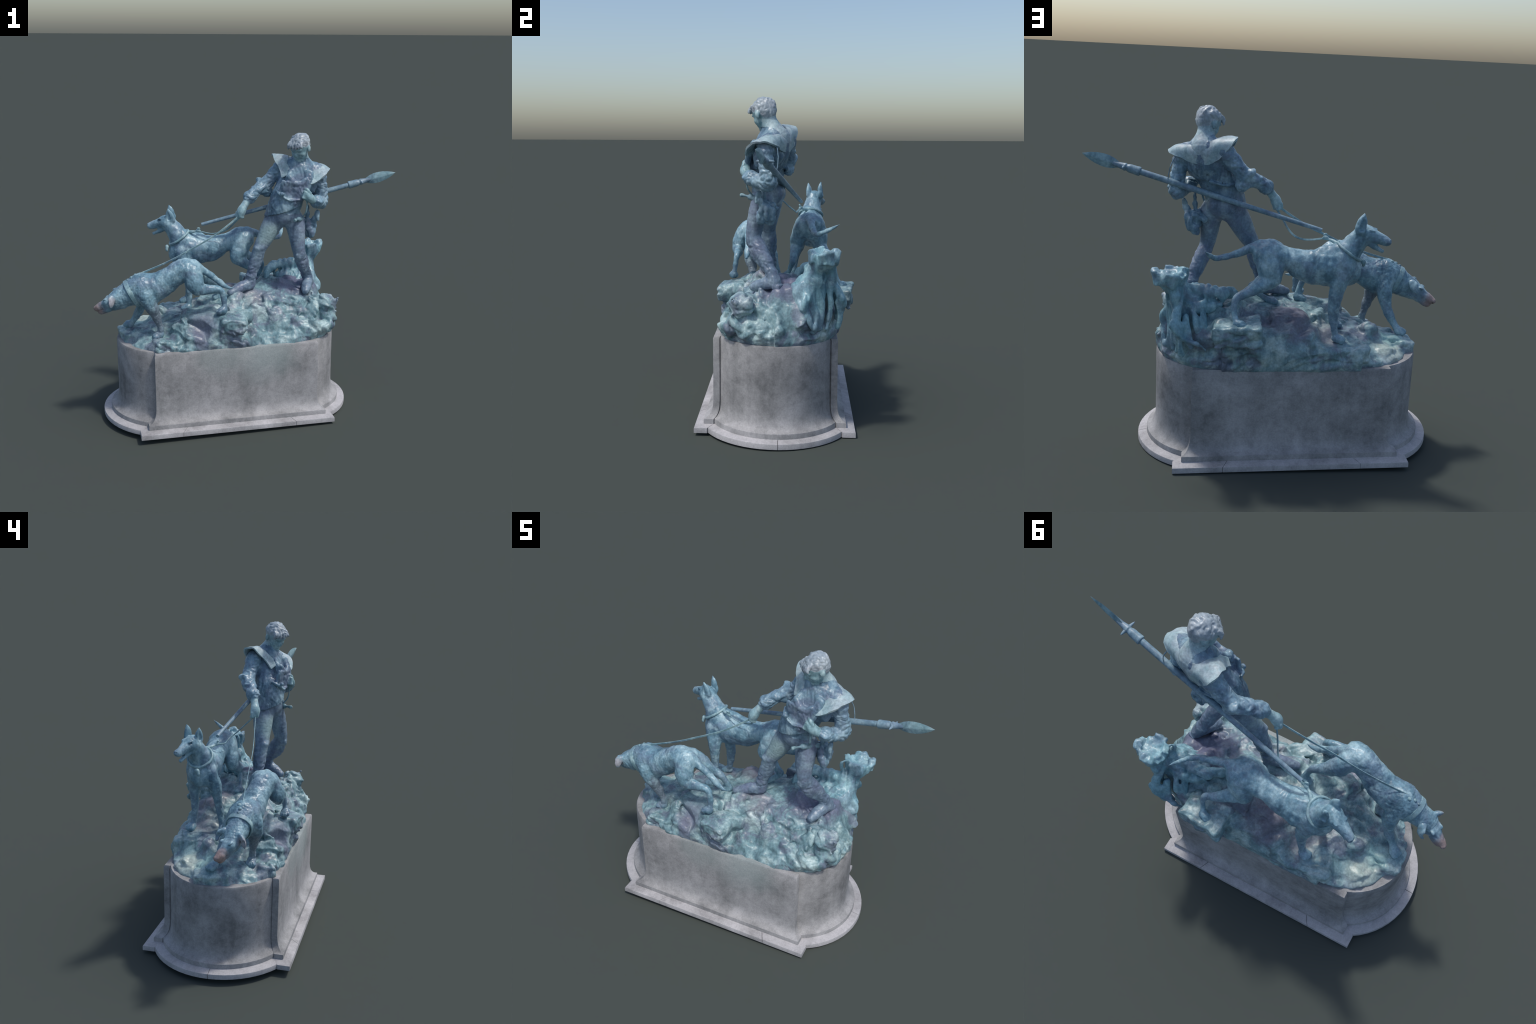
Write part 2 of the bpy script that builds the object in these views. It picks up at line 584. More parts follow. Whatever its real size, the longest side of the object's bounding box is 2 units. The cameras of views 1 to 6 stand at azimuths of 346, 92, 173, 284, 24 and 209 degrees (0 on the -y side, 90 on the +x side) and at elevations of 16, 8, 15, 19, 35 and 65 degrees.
def outline(t, seams=()):
    """Plan of the plinth at spread t (0 = die, 1 = foot): panel fronts with round ends between."""
    xr, xl, py, ay = 0.404 + 0.092 * t, -0.655 - 0.108 * t, 0.348 + 0.101 * t, 0.309 + 0.063 * t
    apex_r, apex_l = 0.598 + 0.098 * t, -0.858 - 0.103 * t
    pts = []
    def arc(x0, apex, s0, n=20):
        sag, half = abs(apex - x0), ay
        R = (half * half + sag * sag) / (2 * sag)
        sg = 1 if apex > x0 else -1
        a = math.asin(min(1, half / R))
        return [(apex - sg * (R - R * math.cos(u)), R * math.sin(u) + (0 if sg > 0 else 0.004 * (1 - (u / a) ** 2))) for u in np.linspace(-a * s0, a * s0, n)]
    front = np.linspace(xl, xr, 25)
    pts += [(x, -py) for x in front]
    pts += [(xr, -ay - 0.004)] + arc(xr - 0.011, apex_r, 1) + [(xr, ay + 0.004)]
    pts += [(x, py) for x in front[::-1]]
    pts += [(xl, ay + 0.004)] + arc(xl + 0.005, apex_l, -1) + [(xl, -ay - 0.004)]
    return pts


def loft(name, profile, mat, parent, lo=0, hi=None, cap_ends=False):
    rings = [[V(x, y, z + tilt(x, y, z)) for x, y in outline(t)] for t, z in profile]
    n = len(rings[0])
    closed = hi is None
    ids = list(range(n)) if closed else [(i % n) for i in range(lo, hi + 1)]
    m = len(ids)
    verts = [r[i] for r in rings for i in ids]
    if not closed:   # hairline joint: pull the two ends apart a little
        for k in range(len(rings)):
            a, b = k * m, k * m + m - 1
            verts[a] = verts[a] + unit(verts[a + 1] - verts[a]) * 0.0014
            verts[b] = verts[b] + unit(verts[b - 1] - verts[b]) * 0.0014
    faces = []
    for k in range(len(rings) - 1):
        for i in range(m if closed else m - 1):
            j = (i + 1) % m
            faces.append((k * m + i, k * m + j, (k + 1) * m + j, (k + 1) * m + i))
    if closed:
        faces.append(tuple(range(m)))
        faces.append(tuple((len(rings) - 1) * m + i for i in range(m)))
    else:
        k = len(rings) - 1
        for i in range(m - 1):
            faces.append((k * m + i, k * m + i + 1, i + 1, i))
        faces.append(tuple(r * m for r in range(len(rings))))
        faces.append(tuple(r * m + m - 1 for r in range(len(rings))))
    return poly_mesh(name, verts, faces, mat, parent, smooth_angle=32)


loft('plinth_block', [(0.50, 0.028), (0.50, 0.060), (0.485, 0.065), (0.39, 0.069), (0.27, 0.076), (0.16, 0.088), (0.08, 0.104), (0.03, 0.126),
                      (0.005, 0.155), (0, 0.19), (0, 0.36), (0, 0.521), (-0.05, 0.532)], M_stone, plinth)
N_OUT = len(outline(0))
foot_profile = [(1.0, 0.0), (1.0, 0.025), (0.985, 0.029), (0.6, 0.036), (0.3, 0.038), (0.3, 0.0)]
# seams: front at 1/5 and 4/5, middle of each round end, back likewise
i_front_a, i_front_b, i_right, i_back_a, i_back_b, i_left = 5, 19, 25 + 11, 47 + 5, 47 + 19, 72 + 11
seams = [i_front_a, i_front_b, i_right, i_back_a, i_back_b, i_left, i_front_a + N_OUT]
for a, b in zip(seams[:-1], seams[1:]):
    loft('foot_stone', foot_profile, M_step, plinth, a, b)

# ------------------------------------------------------------------ rocky mound
heights = np.array([
    (-.36, .27, .668), (-.37, .07, .69), (.167, .36, .79), (-.025, .06, .815), (-.59, -.17, .60), (-.777, .017, .62), (-.2, -.28, .76),
    (-.186, -.06, .795), (-.1, -.09, .815), (.03, -.04, .835), (.37, -.13, .79), (.46, .02, .835), (-.455, -.178, .70),
    (-.157, .2, .80), (-.83, .01, .58), (-.56, .09, .68), (-.48, .29, .645), (-.8, -.12, .56), (-.8, .15, .56), (-.6, -.31, .555), (-.4, -.32, .56),
    (-.15, -.34, .57), (.02, -.33, .55), (.1, -.33, .545), (.2, -.33, .55), (.3, -.33, .56), (.45, -.30, .57), (.57, -.05, .58),
    (0, -.25, .655), (-.04, -.30, .60), (.06, -.25, .61), (.06, -.17, .76), (.02, -.17, .785), (.12, -.28, .59), (.14, -.2, .755), (.2, -.29, .59), (.2, -.24, .68), (.2, -.18, .785),
    (.3, -.29, .62), (.3, -.24, .69), (.3, -.19, .765), (.3, -.12, .80), (.4, -.29, .62), (.4, -.24, .70), (.4, -.19, .765), (.42, -.07, .81),
    (.48, -.26, .63), (.51, -.15, .72), (.50, -.08, .75), (.53, -.02, .745), (.47, .09, .85), (.56, -.12, .62), (.52, .09, .75), (.57, .08, .60),
    (.26, .015, .872), (.19, .06, .858), (.3, .09, .86), (.38, .16, .855), (.15, .12, .845), (.1, .03, .842), (.15, -.1, .81), (.24, -.07, .835), (.22, -.14, .812), (.43, .06, .85), (.36, -.03, .83), (-.05, 0, .815), (-.165, .025, .795), (-.12, .1, .805), (-.28, -.16, .77), (-.3, -.08, .755),
    (.3, .18, .85), (.45, .2, .83), (.2, .2, .835), (.3, .3, .78), (0, .3, .75), (-.2, .31, .68), (-.1, .26, .775), (-.6, .2, .61),
    (-.7, .15, .59), (-.7, -.06, .63), (-.66, -.23, .585), (-.3, .15, .72), (-.47, 0, .69), (-.6, -.02, .655), (-.55, -.09, .67), (-.38, -.08, .72), (-.42, .15, .68),
    (-.6, .3, .575), (.5, .3, .68), (-.05, .33, .69), (.3, .34, .74), (.1, .33, .75), (-.4, .33, .61)])
_gx, _gy = np.arange(-1.0, 0.8, 0.01), np.arange(-0.55, 0.6, 0.01)
_g = np.stack(np.meshgrid(_gx, _gy, indexing='ij'), -1)
_w = 1 / (((_g[:, :, None] - heights[:, :2]) ** 2).sum(-1) + 4e-4) ** 1.9
_H = (_w * heights[:, 2]).sum(-1) / _w.sum(-1)


def ground(x, y):
    fx, fy = (x + 1.0) / 0.01, (y + 0.55) / 0.01
    i, j = np.clip(fx.astype(int), 0, len(_gx) - 2), np.clip(fy.astype(int), 0, len(_gy) - 2)
    u, w = fx - i, fy - j
    return (_H[i, j] * (1 - u) + _H[i + 1, j] * u) * (1 - w) + (_H[i, j + 1] * (1 - u) + _H[i + 1, j + 1] * u) * w


def mound(P):
    H = ground(P[:, 0], P[:, 1])
    top = (P[:, 2] - H) * 0.8
    inset = 0.016 + 0.08 * np.maximum(P[:, 2] - 0.70, 0)
    x, y = P[:, 0], P[:, 1]
    side = np.where(y > 0, y - 0.374, -y - 0.345) + inset
    R = 0.345
    endr = np.sqrt((x - 0.253) ** 2 + y * y) - np.where(y > 0, 0.356, 0.342) + inset
    endl = np.sqrt((x + 0.490) ** 2 + y * y) - R + inset
    wall = np.maximum(side, np.where(x > 0.253, endr, np.where(x < -0.490, endl, -1)))
    return smax(np.maximum(top, 0.515 - P[:, 2]), wall, 0.05)


F = Field((-0.92, -0.47, 0.49), (0.72, 0.53, 0.98), 0.0045)
F.add('rock_mound', (mound, V(-0.92, -0.47, 0.49), V(0.72, 0.53, 0.98)), 0.01)
rock = lambda p, k=0.02: F.add('rock_mound', p, k)
rock(block((0.505, -0.190, 0.712), (0.058, 0.055, 0.085), rot(8, 10, 25), 0.03))                                   # boulder at the front right
rock(blob((0.43, -0.245, 0.60), (0.10, 0.055, 0.06)))
rock(blob((0.54, -0.09, 0.60), (0.045, 0.10, 0.075)))
rock(block((-0.265, -0.205, 0.67), (0.19, 0.080, 0.080), rot(0, 3, -26), 0.03))               # slanted slab under the sniffing hound
rock(block((-0.145, -0.285, 0.705), (0.085, 0.080, 0.052), rot(12, 0, -10), 0.03))
rock(blob((-0.07, -0.225, 0.715), (0.07, 0.05, 0.045)))
rock(block((-0.468, -0.235, 0.645), (0.020, 0.033, 0.078), rot(10, 14, 20), 0.012))             # upright splinter
rock(block((-0.41, -0.270, 0.60), (0.075, 0.042, 0.045), rot(0, 12, -15), 0.02))
rock(block((-0.58, -0.25, 0.575), (0.075, 0.05, 0.035), rot(6, 8, 15), 0.02))
rock(block((0.175, 0.345, 0.748), (0.125, 0.088, 0.056), rot(-3, 2, -4), 0.014))                # slab under the standing hound's hind paw
rock(block((0.02, 0.295, 0.685), (0.15, 0.05, 0.05), rot(5, 4, 6), 0.02))
rock(block((-0.12, 0.285, 0.66), (0.12, 0.05, 0.05), rot(0, 8, -6), 0.02))
rock(block((-0.085, 0.180, 0.765), (0.080, 0.050, 0.042), rot(-8, 6, 14), 0.020))              # dark boulder
rock(block((-0.235, 0.04, 0.715), (0.09, 0.07, 0.05), rot(0, 10, -20), 0.025))
rock(block((-0.72, 0.02, 0.575), (0.112, 0.10, 0.035), rot(0, -3, 8), 0.016))                  # tier under the sniffing hound's fore paw
rock(blob((-0.57, 0.095, 0.675), (0.05, 0.042, 0.045)))
rock(block((-0.40, 0.255, 0.61), (0.12, 0.075, 0.05), rot(0, 2, 10), 0.022))
rock(blob((-0.70, 0.05, 0.60), (0.05, 0.05, 0.03)))
rock(blob((-0.07, -0.105, 0.82), (0.045, 0.035, 0.032)))
rock(block((-0.30, 0.31, 0.59), (0.24, 0.03, 0.04), rot(0, 6, 0), 0.02))
for r in ([(.22, -.10, .80, .020), (.20, -.16, .76, .020), (.185, -.20, .715, .018), (.20, -.235, .66, .016)],           # surface roots running down the front
          [(.29, -.13, .785, .018), (.325, -.19, .745, .020), (.31, -.225, .705, .018), (.265, -.245, .665, .017), (.25, -.26, .63, .014)],
          [(.12, -.10, .80, .016), (.10, -.17, .765, .018), (.12, -.21, .72, .016)],
          [(.40, -.16, .77, .018), (.42, -.22, .71, .02), (.38, -.26, .65, .018)]):
    rock(limb(r), 0.014)
# hollows
F.cut(blob((-0.63, 0.235, 0.655), (0.08, 0.06, 0.045)), 0.03)
F.cut(blob((0.06, -0.36, 0.60), (0.10, 0.06, 0.05)), 0.03)
F.cut(blob((0.30, 0.28, 0.87), (0.10, 0.05, 0.06)), 0.03)


def craggy(P):
    """Rounded, water-worn lumps parted by sharp creases; calmer at the rim."""
    low = np.clip((P[:, 2] - 0.525) / 0.05, 0.15, 1)
    warp = P + 0.050 * np.stack([noise(P, 5.5, 21), noise(P, 5.5, 22), noise(P, 5.5, 23)], 1)
    lumps = np.abs(noise(warp, (6.5, 6.5, 9), 5)) - 0.15
    flow_a = np.abs(noise(warp @ rot(20, 35, 25), (8, 19, 19), 8)) - 0.15      # slanting ridges and strands
    flow_b = np.abs(noise(warp @ rot(-30, 10, -50), (12, 30, 30), 12)) - 0.15
    ledge = 0.15 - np.abs(noise(warp @ rot(10, 12, 0), (7, 7, 15), 6))
    calm = np.clip(0.75 + 1.8 * noise(P, 4.5, 31), 0.25, 1.25)                      # broad smooth shelves between broken stretches
    inner = np.clip((P[:, 1] + 0.18) / 0.1, 0, 1) * np.clip((0.05 - P[:, 0]) / 0.1, 0, 1)
    calm = calm * (1 - 0.45 * inner)
    return low * (-0.048 * lumps * (1 - 0.3 * inner) - 0.026 * ledge - calm * (0.036 * flow_a + 0.014 * flow_b))


F.warp(craggy)
v, q, lab = F.mesh(1)
vn = normals(v, q)
v = v + vn * (0.0015 * fbm(v, 60, 2, 37))[:, None]
v[:, 2] = np.maximum(v[:, 2], 0.52)
split((v, q, lab), F.names, {'*': M_rock}, monument)

# ------------------------------------------------------------------ tree stump with roots
F = Field((0.10, 0.02, 0.58), (0.70, 0.50, 1.10), 0.0045)
F.add('stump_trunk', limb([(.430, .195, .70, .080), (.448, .205, .80, .072), (.474, .224, .89, .056), (.495, .240, .95, .052), (.518, .254, .99, .066), (.530, .261, 1.02, .074)]), 0.02)
F.add('stump_trunk', blob((.488, .298, .92), (.030, .036, .050)), 0.03)
F.cut(blob((.532, .264, 1.095), (.12, .12, .065)), 0.008)
for i, a in enumerate(np.sort(rng.uniform(0, 2 * math.pi, 9))):                                # splintered rim
    r, h = 0.060 + 0.012 * rng.rand(), rng.uniform(-0.006, 0.030)
    x, y = .528 + r * math.cos(a), .258 + r * math.sin(a)
    b = rng.uniform(.6, 1.5)
    R = rot(rng.uniform(-25, 25), rng.uniform(0, 35), math.degrees(a))
    F.add('stump_trunk', block((x, y, 1.008 + h * .5), (.014 * b, .024 * b, .028 + h * .5), R, .006), 0.012)
F.add('stump_trunk', limb([(.45, .20, .96, .016), (.44, .195, 1.0, .011), (.436, .194, 1.03, .005)]), 0.01)
roots = [
    [(.495, .15, .86, .028), (.505, .130, .81, .026), (.520, .138, .75, .024), (.548, .175, .69, .021), (.55, .205, .63, .017)],
    [(.52, .19, .84, .024), (.548, .165, .78, .02), (.560, .150, .735, .014)],
    [(.470, .28, .90, .026), (.480, .320, .857, .022), (.496, .362, .779, .017), (.45, .366, .715, .013), (.37, .356, .682, .012), (.34, .345, .65, .011)],
    [(.45, .20, .93, .040), (.375, .198, .922, .037), (.29, .203, .918, .033), (.231, .186, .910, .029), (.182, .138, .884, .022), (.178, .112, .84, .020), (.19, .10, .79, .016)],
    [(.43, .25, .88, .024), (.40, .28, .82, .018), (.385, .30, .76, .015), (.36, .315, .69, .012)],
    [(.40, .23, .88, .022), (.36, .26, .84, .016), (.345, .285, .78, .014), (.33, .30, .73, .011)],
    [(.485, .28, .85, .022), (.49, .295, .79, .018), (.485, .295, .71, .016), (.48, .28, .62, .013)],
    [(.495, .24, .86, .022), (.502, .25, .79, .018), (.50, .255, .71, .016), (.50, .245, .62, .013)],
    [(.50, .21, .84, .022), (.512, .205, .76, .019), (.518, .21, .68, .016), (.515, .20, .60, .014)],
    [(.42, .14, .85, .024), (.38, .10, .82, .02), (.36, .07, .79, .015)],
    [(.44, .305, .81, .018), (.43, .335, .74, .015), (.41, .34, .66, .012)],
    [(.47, .345, .77, .018), (.47, .350, .70, .015), (.455, .34, .62, .013)],
]
F.add('stump_trunk', limb([(.475, .20, .88, .055), (.45, .15, .83, .060), (.42, .10, .79, .05)]), 0.04)
F.add('stump_trunk', limb([(.480, .21, .86, .050), (.488, .17, .78, .052), (.485, .14, .70, .05)]), 0.04)
for r in roots:
    F.add('root', limb(r), 0.018)
F.add('stump_trunk', blob((.36, .185, .845), (.11, .08, .045)), 0.03)
F.warp(lambda P: -0.012 * fbm(P, (16, 16, 7), 2, 41) - 0.024 * (np.abs(noise(P, (24, 24, 8), 44)) - 0.15))
v, q, lab = F.mesh(1)
v = v + normals(v, q) * (0.0015 * fbm(v, (60, 60, 25), 2, 47))[:, None]
stump = empty('tree_stump', monument)
split((v, q, lab), F.names, {'*': M_stump}, stump)


# ------------------------------------------------------------------ hounds
def paw(F, label, at, heading, size=1.0):
    """Foot with four toes and a pad."""
    c, d = V(*at), unit((heading[0], heading[1], 0))
    side = V(-d[1], d[0], 0)
    F.add(label, blob(c + V(0, 0, 0.004), (0.026 * size, 0.021 * size, 0.018 * size), frame(d)), 0.01)
    for s in (-1.5, -0.5, 0.5, 1.5):
        t = c + d * (0.022 - 0.004 * abs(s)) * size + side * s * 0.0105 * size + V(0, 0, -0.002)
        F.add(label, blob(t, (0.014 * size, 0.0075 * size, 0.012 * size), frame(d)), 0.003)


def hide(v, q, lab, names, fur):
    """Muscle, rib and coat relief along the skin."""
    vn = normals(v, q)
    amp = 0.006 * fbm(v, 15, 2, 51) + 0.011 * (np.abs(noise(v, (15, 15, 12), 53)) - 0.17) + 0.002 * fbm(v, (45, 45, 30), 2, 55)
    m = lab == names.index('torso')
    rib = np.sin(v[m][:, 0] * 190 + 25 * v[m][:, 2]) * np.clip(1 - np.abs(noise(v[m], 9, 57)) * 2.2, 0, 1)
    amp[m] += 0.0006 * rib
    for nm, a in fur.items():
        m = lab == names.index(nm)
        amp[m] += a * (ridged(v[m], (75, 75, 30), 2, 58) + 0.5 * fbm(v[m], 90, 2, 61))
    return v + vn * amp[:, None], q, lab


# --- hound standing alert, head raised
hound = empty('hound', monument)
F = Field((-0.66, 0.0, 0.64), (0.41, 0.46, 1.42), 0.0036)
Y = (0, 1, 0)
F.add('torso', blob((-.335, .196, 1.063), (.135, .080, .108), rot(0, -4, 0)), 0.02)
F.add('torso', limb([(-.30, .196, 1.075, .092), (-.19, .196, 1.083, .070), (-.10, .193, 1.098, .062), (-.01, .190, 1.115, .076), (.03, .188, 1.118, .072)], (Y, 1.06)), 0.02)
F.add('torso', blob((.01, .187, 1.122), (.080, .070, .080)), 0.02)
F.add('torso', blob((-.22, .200, 1.035), (.13, .062, .066), rot(0, -10, 0)), 0.03)
F.add('torso', blob((-.42, .205, 1.05), (.055, .062, .075)), 0.03)                              # breast
F.add('torso', blob((-.33, .198, 1.145), (.07, .03, .035)), 0.03)                               # withers
F.add('torso', blob((.055, .19, 1.07), (.02, .022, .028)), 0.01)
F.add('hindleg', limb([(.035, .225, 1.125, .064), (.015, .245, 1.06, .060), (.005, .25, 1.01, .050), (.045, .266, .982, .041), (.115, .298, .952, .030), (.185, .320, .920, .021), (.197, .336, .87, .0165), (.188, .352, .82, .017), (.18, .365, .80, .018)], (unit((.3, 1, 0)), 0.85)), 0.022)
F.add('hindleg', blob((.008, .252, 1.05), (.058, .034, .080), rot(0, 25, 0)), 0.02)
paw(F, 'hindleg', (.168, .374, .797), (-1, .25), 1.25)
F.add('hindleg', limb([(.02, .15, 1.125, .060), (-.01, .125, 1.06, .056), (-.025, .115, 1.01, .048), (.02, .102, .97, .036), (.065, .092, .935, .024), (.085, .085, .915, .021), (.05, .075, .875, .017), (.005, .065, .84, .018)], (Y, 0.85)), 0.022)
F.add('hindleg', blob((-.005, .128, 1.05), (.055, .03, .075), rot(0, 25, 0)), 0.02)
paw(F, 'hindleg', (-.02, .06, .826), (-1, -.1), 1.25)
F.add('foreleg', limb([(-.385, .235, 1.07, .055), (-.36, .25, 1.0, .045), (-.345, .256, .94, .036), (-.342, .257, .88, .028), (-.342, .258, .80, .020), (-.345, .26, .745, .018), (-.35, .265, .70, .017)]), 0.022)
F.add('foreleg', limb([(-.322, .256, .94, .018), (-.318, .256, .86, .016), (-.322, .257, .78, .010)], (Y, 0.6)), 0.012)
paw(F, 'foreleg', (-.362, .271, .683), (-1, .2), 1.25)
F.add('foreleg', limb([(-.40, .15, 1.06, .052), (-.385, .125, .99, .043), (-.375, .11, .93, .034), (-.37, .10, .87, .026), (-.366, .088, .79, .020), (-.366, .08, .745, .018), (-.37, .072, .71, .017)]), 0.022)
paw(F, 'foreleg', (-.382, .068, .697), (-1, -.1), 1.25)
F.add('neck', limb([(-.375, .198, 1.105, .082), (-.405, .202, 1.15, .069), (-.44, .212, 1.20, .056), (-.465, .222, 1.235, .051)]), 0.02)
HD = unit((-.105, .050, -.030))
HS = V(-HD[1], HD[0], 0)
F.add('head', blob((-.485, .228, 1.256), (.056, .047, .046), frame(HD)), 0.015)
F.add('head', limb([(-.51, .240, 1.250, .038), (-.545, .256, 1.239, .032), (-.578, .270, 1.228, .0265), (-.591, .2765, 1.2245, .0225)]), 0.014)
F.add('head', limb([(-.505, .238, 1.215, .026), (-.535, .252, 1.190, .017), (-.566, .266, 1.172, .0125)]), 0.007)
F.add('head', blob((-.599, .279, 1.231), (.010, .011, .009)), 0.005)
F.add('head', blob((-.47, .222, 1.215), (.035, .036, .03)), 0.015)
for s in (-1, 1):
    e = V(-.522, .2455, 1.270) + HS * s * 0.029
    F.add('head', blob(e + V(0, 0, .009), (.014, .009, .006), frame(HD)), 0.006)
    F.cut(blob(e + HS * s * 0.004, (.010, .007, .006), frame(HD)), 0.004)
    F.add('head', blob(e, (.006, .005, .005)), 0.002)
    F.cut(blob(V(-.606, .283, 1.229) + HS * s * 0.007, (.005, .004, .003)), 0.002)
F.cut(limb([(-.53, .25, 1.204, .004), (-.565, .266, 1.192, .007), (-.60, .282, 1.182, .011)]), 0.004)
for base, tip, s in (((-.463, .190, 1.275), (-.482, .185, 1.352), -1), ((-.447, .264, 1.278), (-.464, .266, 1.362), 1)):
    b, t = V(*base), V(*tip)
    F.add('ear', limb([(*b, .030), (*(b * .6 + t * .4), .026), (*(b * .25 + t * .75), .014), (*t, .003)], (HS, 0.55)), 0.008)
    o = HS * s * -0.016 * (1 if HS[1] < 0 else -1) + HD * .008
    F.cut(limb([(*(b * .85 + t * .15 + o), .013), (*(b * .5 + t * .5 + o * .9), .012), (*(b * .2 + t * .8 + o * .7), .005)]), 0.004)
F.add('tail', limb([(.06, .192, 1.165, .036), (.11, .196, 1.155, .026), (.16, .20, 1.137, .021), (.22, .21, 1.115, .018), (.28, .225, 1.107, .0155), (.315, .265, 1.122, .013), (.335, .31, 1.147, .010), (.350, .348, 1.171, .005)]), 0.015)
mesh_a = hide(*F.mesh(2), F.names, {'foreleg': 0.002})
split(mesh_a, F.names, {'*': M_dog}, hound)


sweep('collar', hug(F, (-.412, .202, 1.150), (-.55, .06, .80), .003, .0085), M_strap, hound, sides=8, closed=True)
F = Field((-.56, .12, 1.02), (-.40, .27, 1.14), 0.003)
F.add('collar_tag', blob((-.490, .195, 1.092), (.014, .016, .016)), 0.006)
F.add('collar_tag', blob((-.494, .186, 1.076), (.010, .010, .014)), 0.006)
split(F.mesh(1), F.names, {'*': M_strap}, hound)

# --- hound sniffing low
sniffer = empty('hound', monument)
F = Field((-1.04, -0.36, 0.57), (-0.08, 0.08, 1.15), 0.0036)
F.add('torso', limb([(-.695, -.142, .925, .082), (-.64, -.148, .925, .090), (-.57, -.160, .955, .082), (-.50, -.178, 1.008, .072), (-.44, -.188, 1.038, .070), (-.40, -.192, 1.038, .066)], (unit((.15, 1, 0)), 0.97)), 0.02)
F.add('torso', blob((-.425, -.195, 1.045), (.078, .064, .066), rot(0, 15, 0)), 0.02)
F.add('torso', blob((-.66, -.15, .875), (.09, .056, .058), rot(0, -20, 0)), 0.02)
F.add('torso', blob((-.70, -.142, .985), (.05, .03, .035)), 0.03)
F.add('hindleg', limb([(-.39, -.230, 1.035, .056), (-.385, -.252, .985, .055), (-.375, -.263, .945, .048), (-.335, -.262, .928, .036), (-.28, -.259, .923, .029), (-.222, -.262, .913, .0225), (-.204, -.266, .87, .0165), (-.203, -.275, .815, .0165), (-.205, -.278, .80, .018)], (unit((.15, 1, 0)), 0.85)), 0.02)
F.add('hindleg', blob((-.385, -.243, .99), (.05, .030, .065), rot(0, 30, 0)), 0.02)
paw(F, 'hindleg', (-.216, -.281, .784), (-1, -.1), 1.25)
F.add('hindleg', limb([(-.38, -.15, 1.035, .057), (-.342, -.122, .995, .053), (-.302, -.110, .955, .040), (-.256, -.097, .930, .029), (-.216, -.086, .906, .0215), (-.197, -.077, .865, .0165), (-.188, -.066, .825, .018)], (Y, 0.85)), 0.02)
paw(F, 'hindleg', (-.196, -.06, .806), (-1, .1), 1.2)
F.add('foreleg', limb([(-.70, -.185, .935, .052), (-.675, -.203, .875, .048), (-.655, -.203, .83, .041), (-.632, -.193, .775, .031), (-.612, -.18, .72, .023), (-.597, -.173, .675, .019), (-.592, -.17, .635, .018)]), 0.02)
paw(F, 'foreleg', (-.604, -.17, .614), (-1, 0), 1.25)
F.add('foreleg', limb([(-.70, -.105, .92, .052), (-.69, -.070, .865, .044), (-.69, -.050, .81, .035), (-.706, -.030, .75, .027), (-.735, -.018, .69, .021), (-.757, -.002, .655, .019)]), 0.02)
paw(F, 'foreleg', (-.775, .012, .636), (-1, .6), 1.25)
F.add('neck', limb([(-.70, -.144, .945, .078), (-.755, -.140, .920, .069), (-.81, -.136, .892, .059), (-.86, -.130, .866, .050)]), 0.02)
F.add('neck', limb([(-.73, -.140, .880, .055), (-.80, -.134, .855, .046), (-.87, -.122, .825, .036)]), 0.03)
HD = unit((-.10, .045, -.055))
HS = unit(V(-HD[1], HD[0], 0))
F.add('head', blob((-.888, -.124, .846), (.055, .045, .044), frame(HD)), 0.015)
F.add('head', limb([(-.91, -.112, .834, .037), (-.945, -.096, .812, .029), (-.973, -.081, .796, .023), (-.981, -.077, .793, .0205)]), 0.014)
F.add('head', limb([(-.90, -.115, .808, .032), (-.93, -.10, .787, .025), (-.956, -.085, .773, .018)]), 0.008)
F.add('head', blob((-.988, -.0735, .797), (.009, .010, .009)), 0.005)
F.cut(limb([(-.945, -.12, .798, .0025), (-.965, -.095, .788, .003), (-.985, -.07, .782, .0035), (-.95, -.05, .79, .002)]), 0.003)
for s in (-1, 1):
    e = V(-.922, -.107, .858) + HS * s * 0.030
    F.add('head', blob(e + V(0, 0, .008), (.014, .009, .006), frame(HD)), 0.006)
    F.cut(blob(e + HS * s * 0.005, (.010, .007, .006), frame(HD)), 0.004)
    F.add('head', blob(e, (.006, .005, .005)), 0.002)
for path, s in (([(-.872, -.158, .885, .014), (-.885, -.182, .888, .022), (-.897, -.198, .868, .024), (-.898, -.200, .842, .014)], -1),
                ([(-.855, -.092, .890, .014), (-.852, -.068, .897, .022), (-.858, -.050, .880, .024), (-.872, -.045, .855, .013)], 1)):
    F.add('ear', limb(path, (unit((.45, .75 * s, .4)), 0.45)), 0.008)
    F.cut(blob(V(*path[2][:3]) + V(-.02, 0, -.006), (.016, .012, .02)), 0.006)
F.add('tail', limb([(-.375, -.197, 1.062, .034), (-.335, -.196, 1.045, .026), (-.29, -.193, 1.010, .022), (-.24, -.190, .966, .0205), (-.19, -.193, .925, .017), (-.155, -.198, .907, .011), (-.124, -.203, .905, .004)]), 0.015)
mesh_b = hide(*F.mesh(2), F.names, {'foreleg': 0.004, 'neck': 0.003, 'torso': 0.0022, 'hindleg': 0.0015})
split(mesh_b, F.names, {'*': M_dog}, sniffer)
sweep('collar', hug(F, (-.775, -.138, .922), (-.885, .064, -.46), .002, .005), M_strap, sniffer, width=.030, sides=8, closed=True, axis=(-.885, .064, -.46))
F = Field((-.85, -.20, .92), (-.66, -.08, 1.05), 0.003)
for c, r in (((-.722, -.141, 1.006), .018), ((-.735, -.128, 1.010), .012), ((-.712, -.152, 1.010), .011), ((-.76, -.14, .998), .013), ((-.785, -.137, .985), .010)):
    F.add('leash_knot', blob(c, (r, r * .8, r * .8)), 0.006)
split(F.mesh(1), F.names, {'*': M_strap}, sniffer)

# ------------------------------------------------------------------ hunter
FW, LF = unit((-.42, -.91, 0)), unit((.91, -.42, 0))           # facing, his left
BODY = np.stack([LF, -FW, V(0, 0, 1)], axis=1)
F = Field((-0.19, -0.27, 0.76), (0.62, 0.20, 1.91), 0.0035)
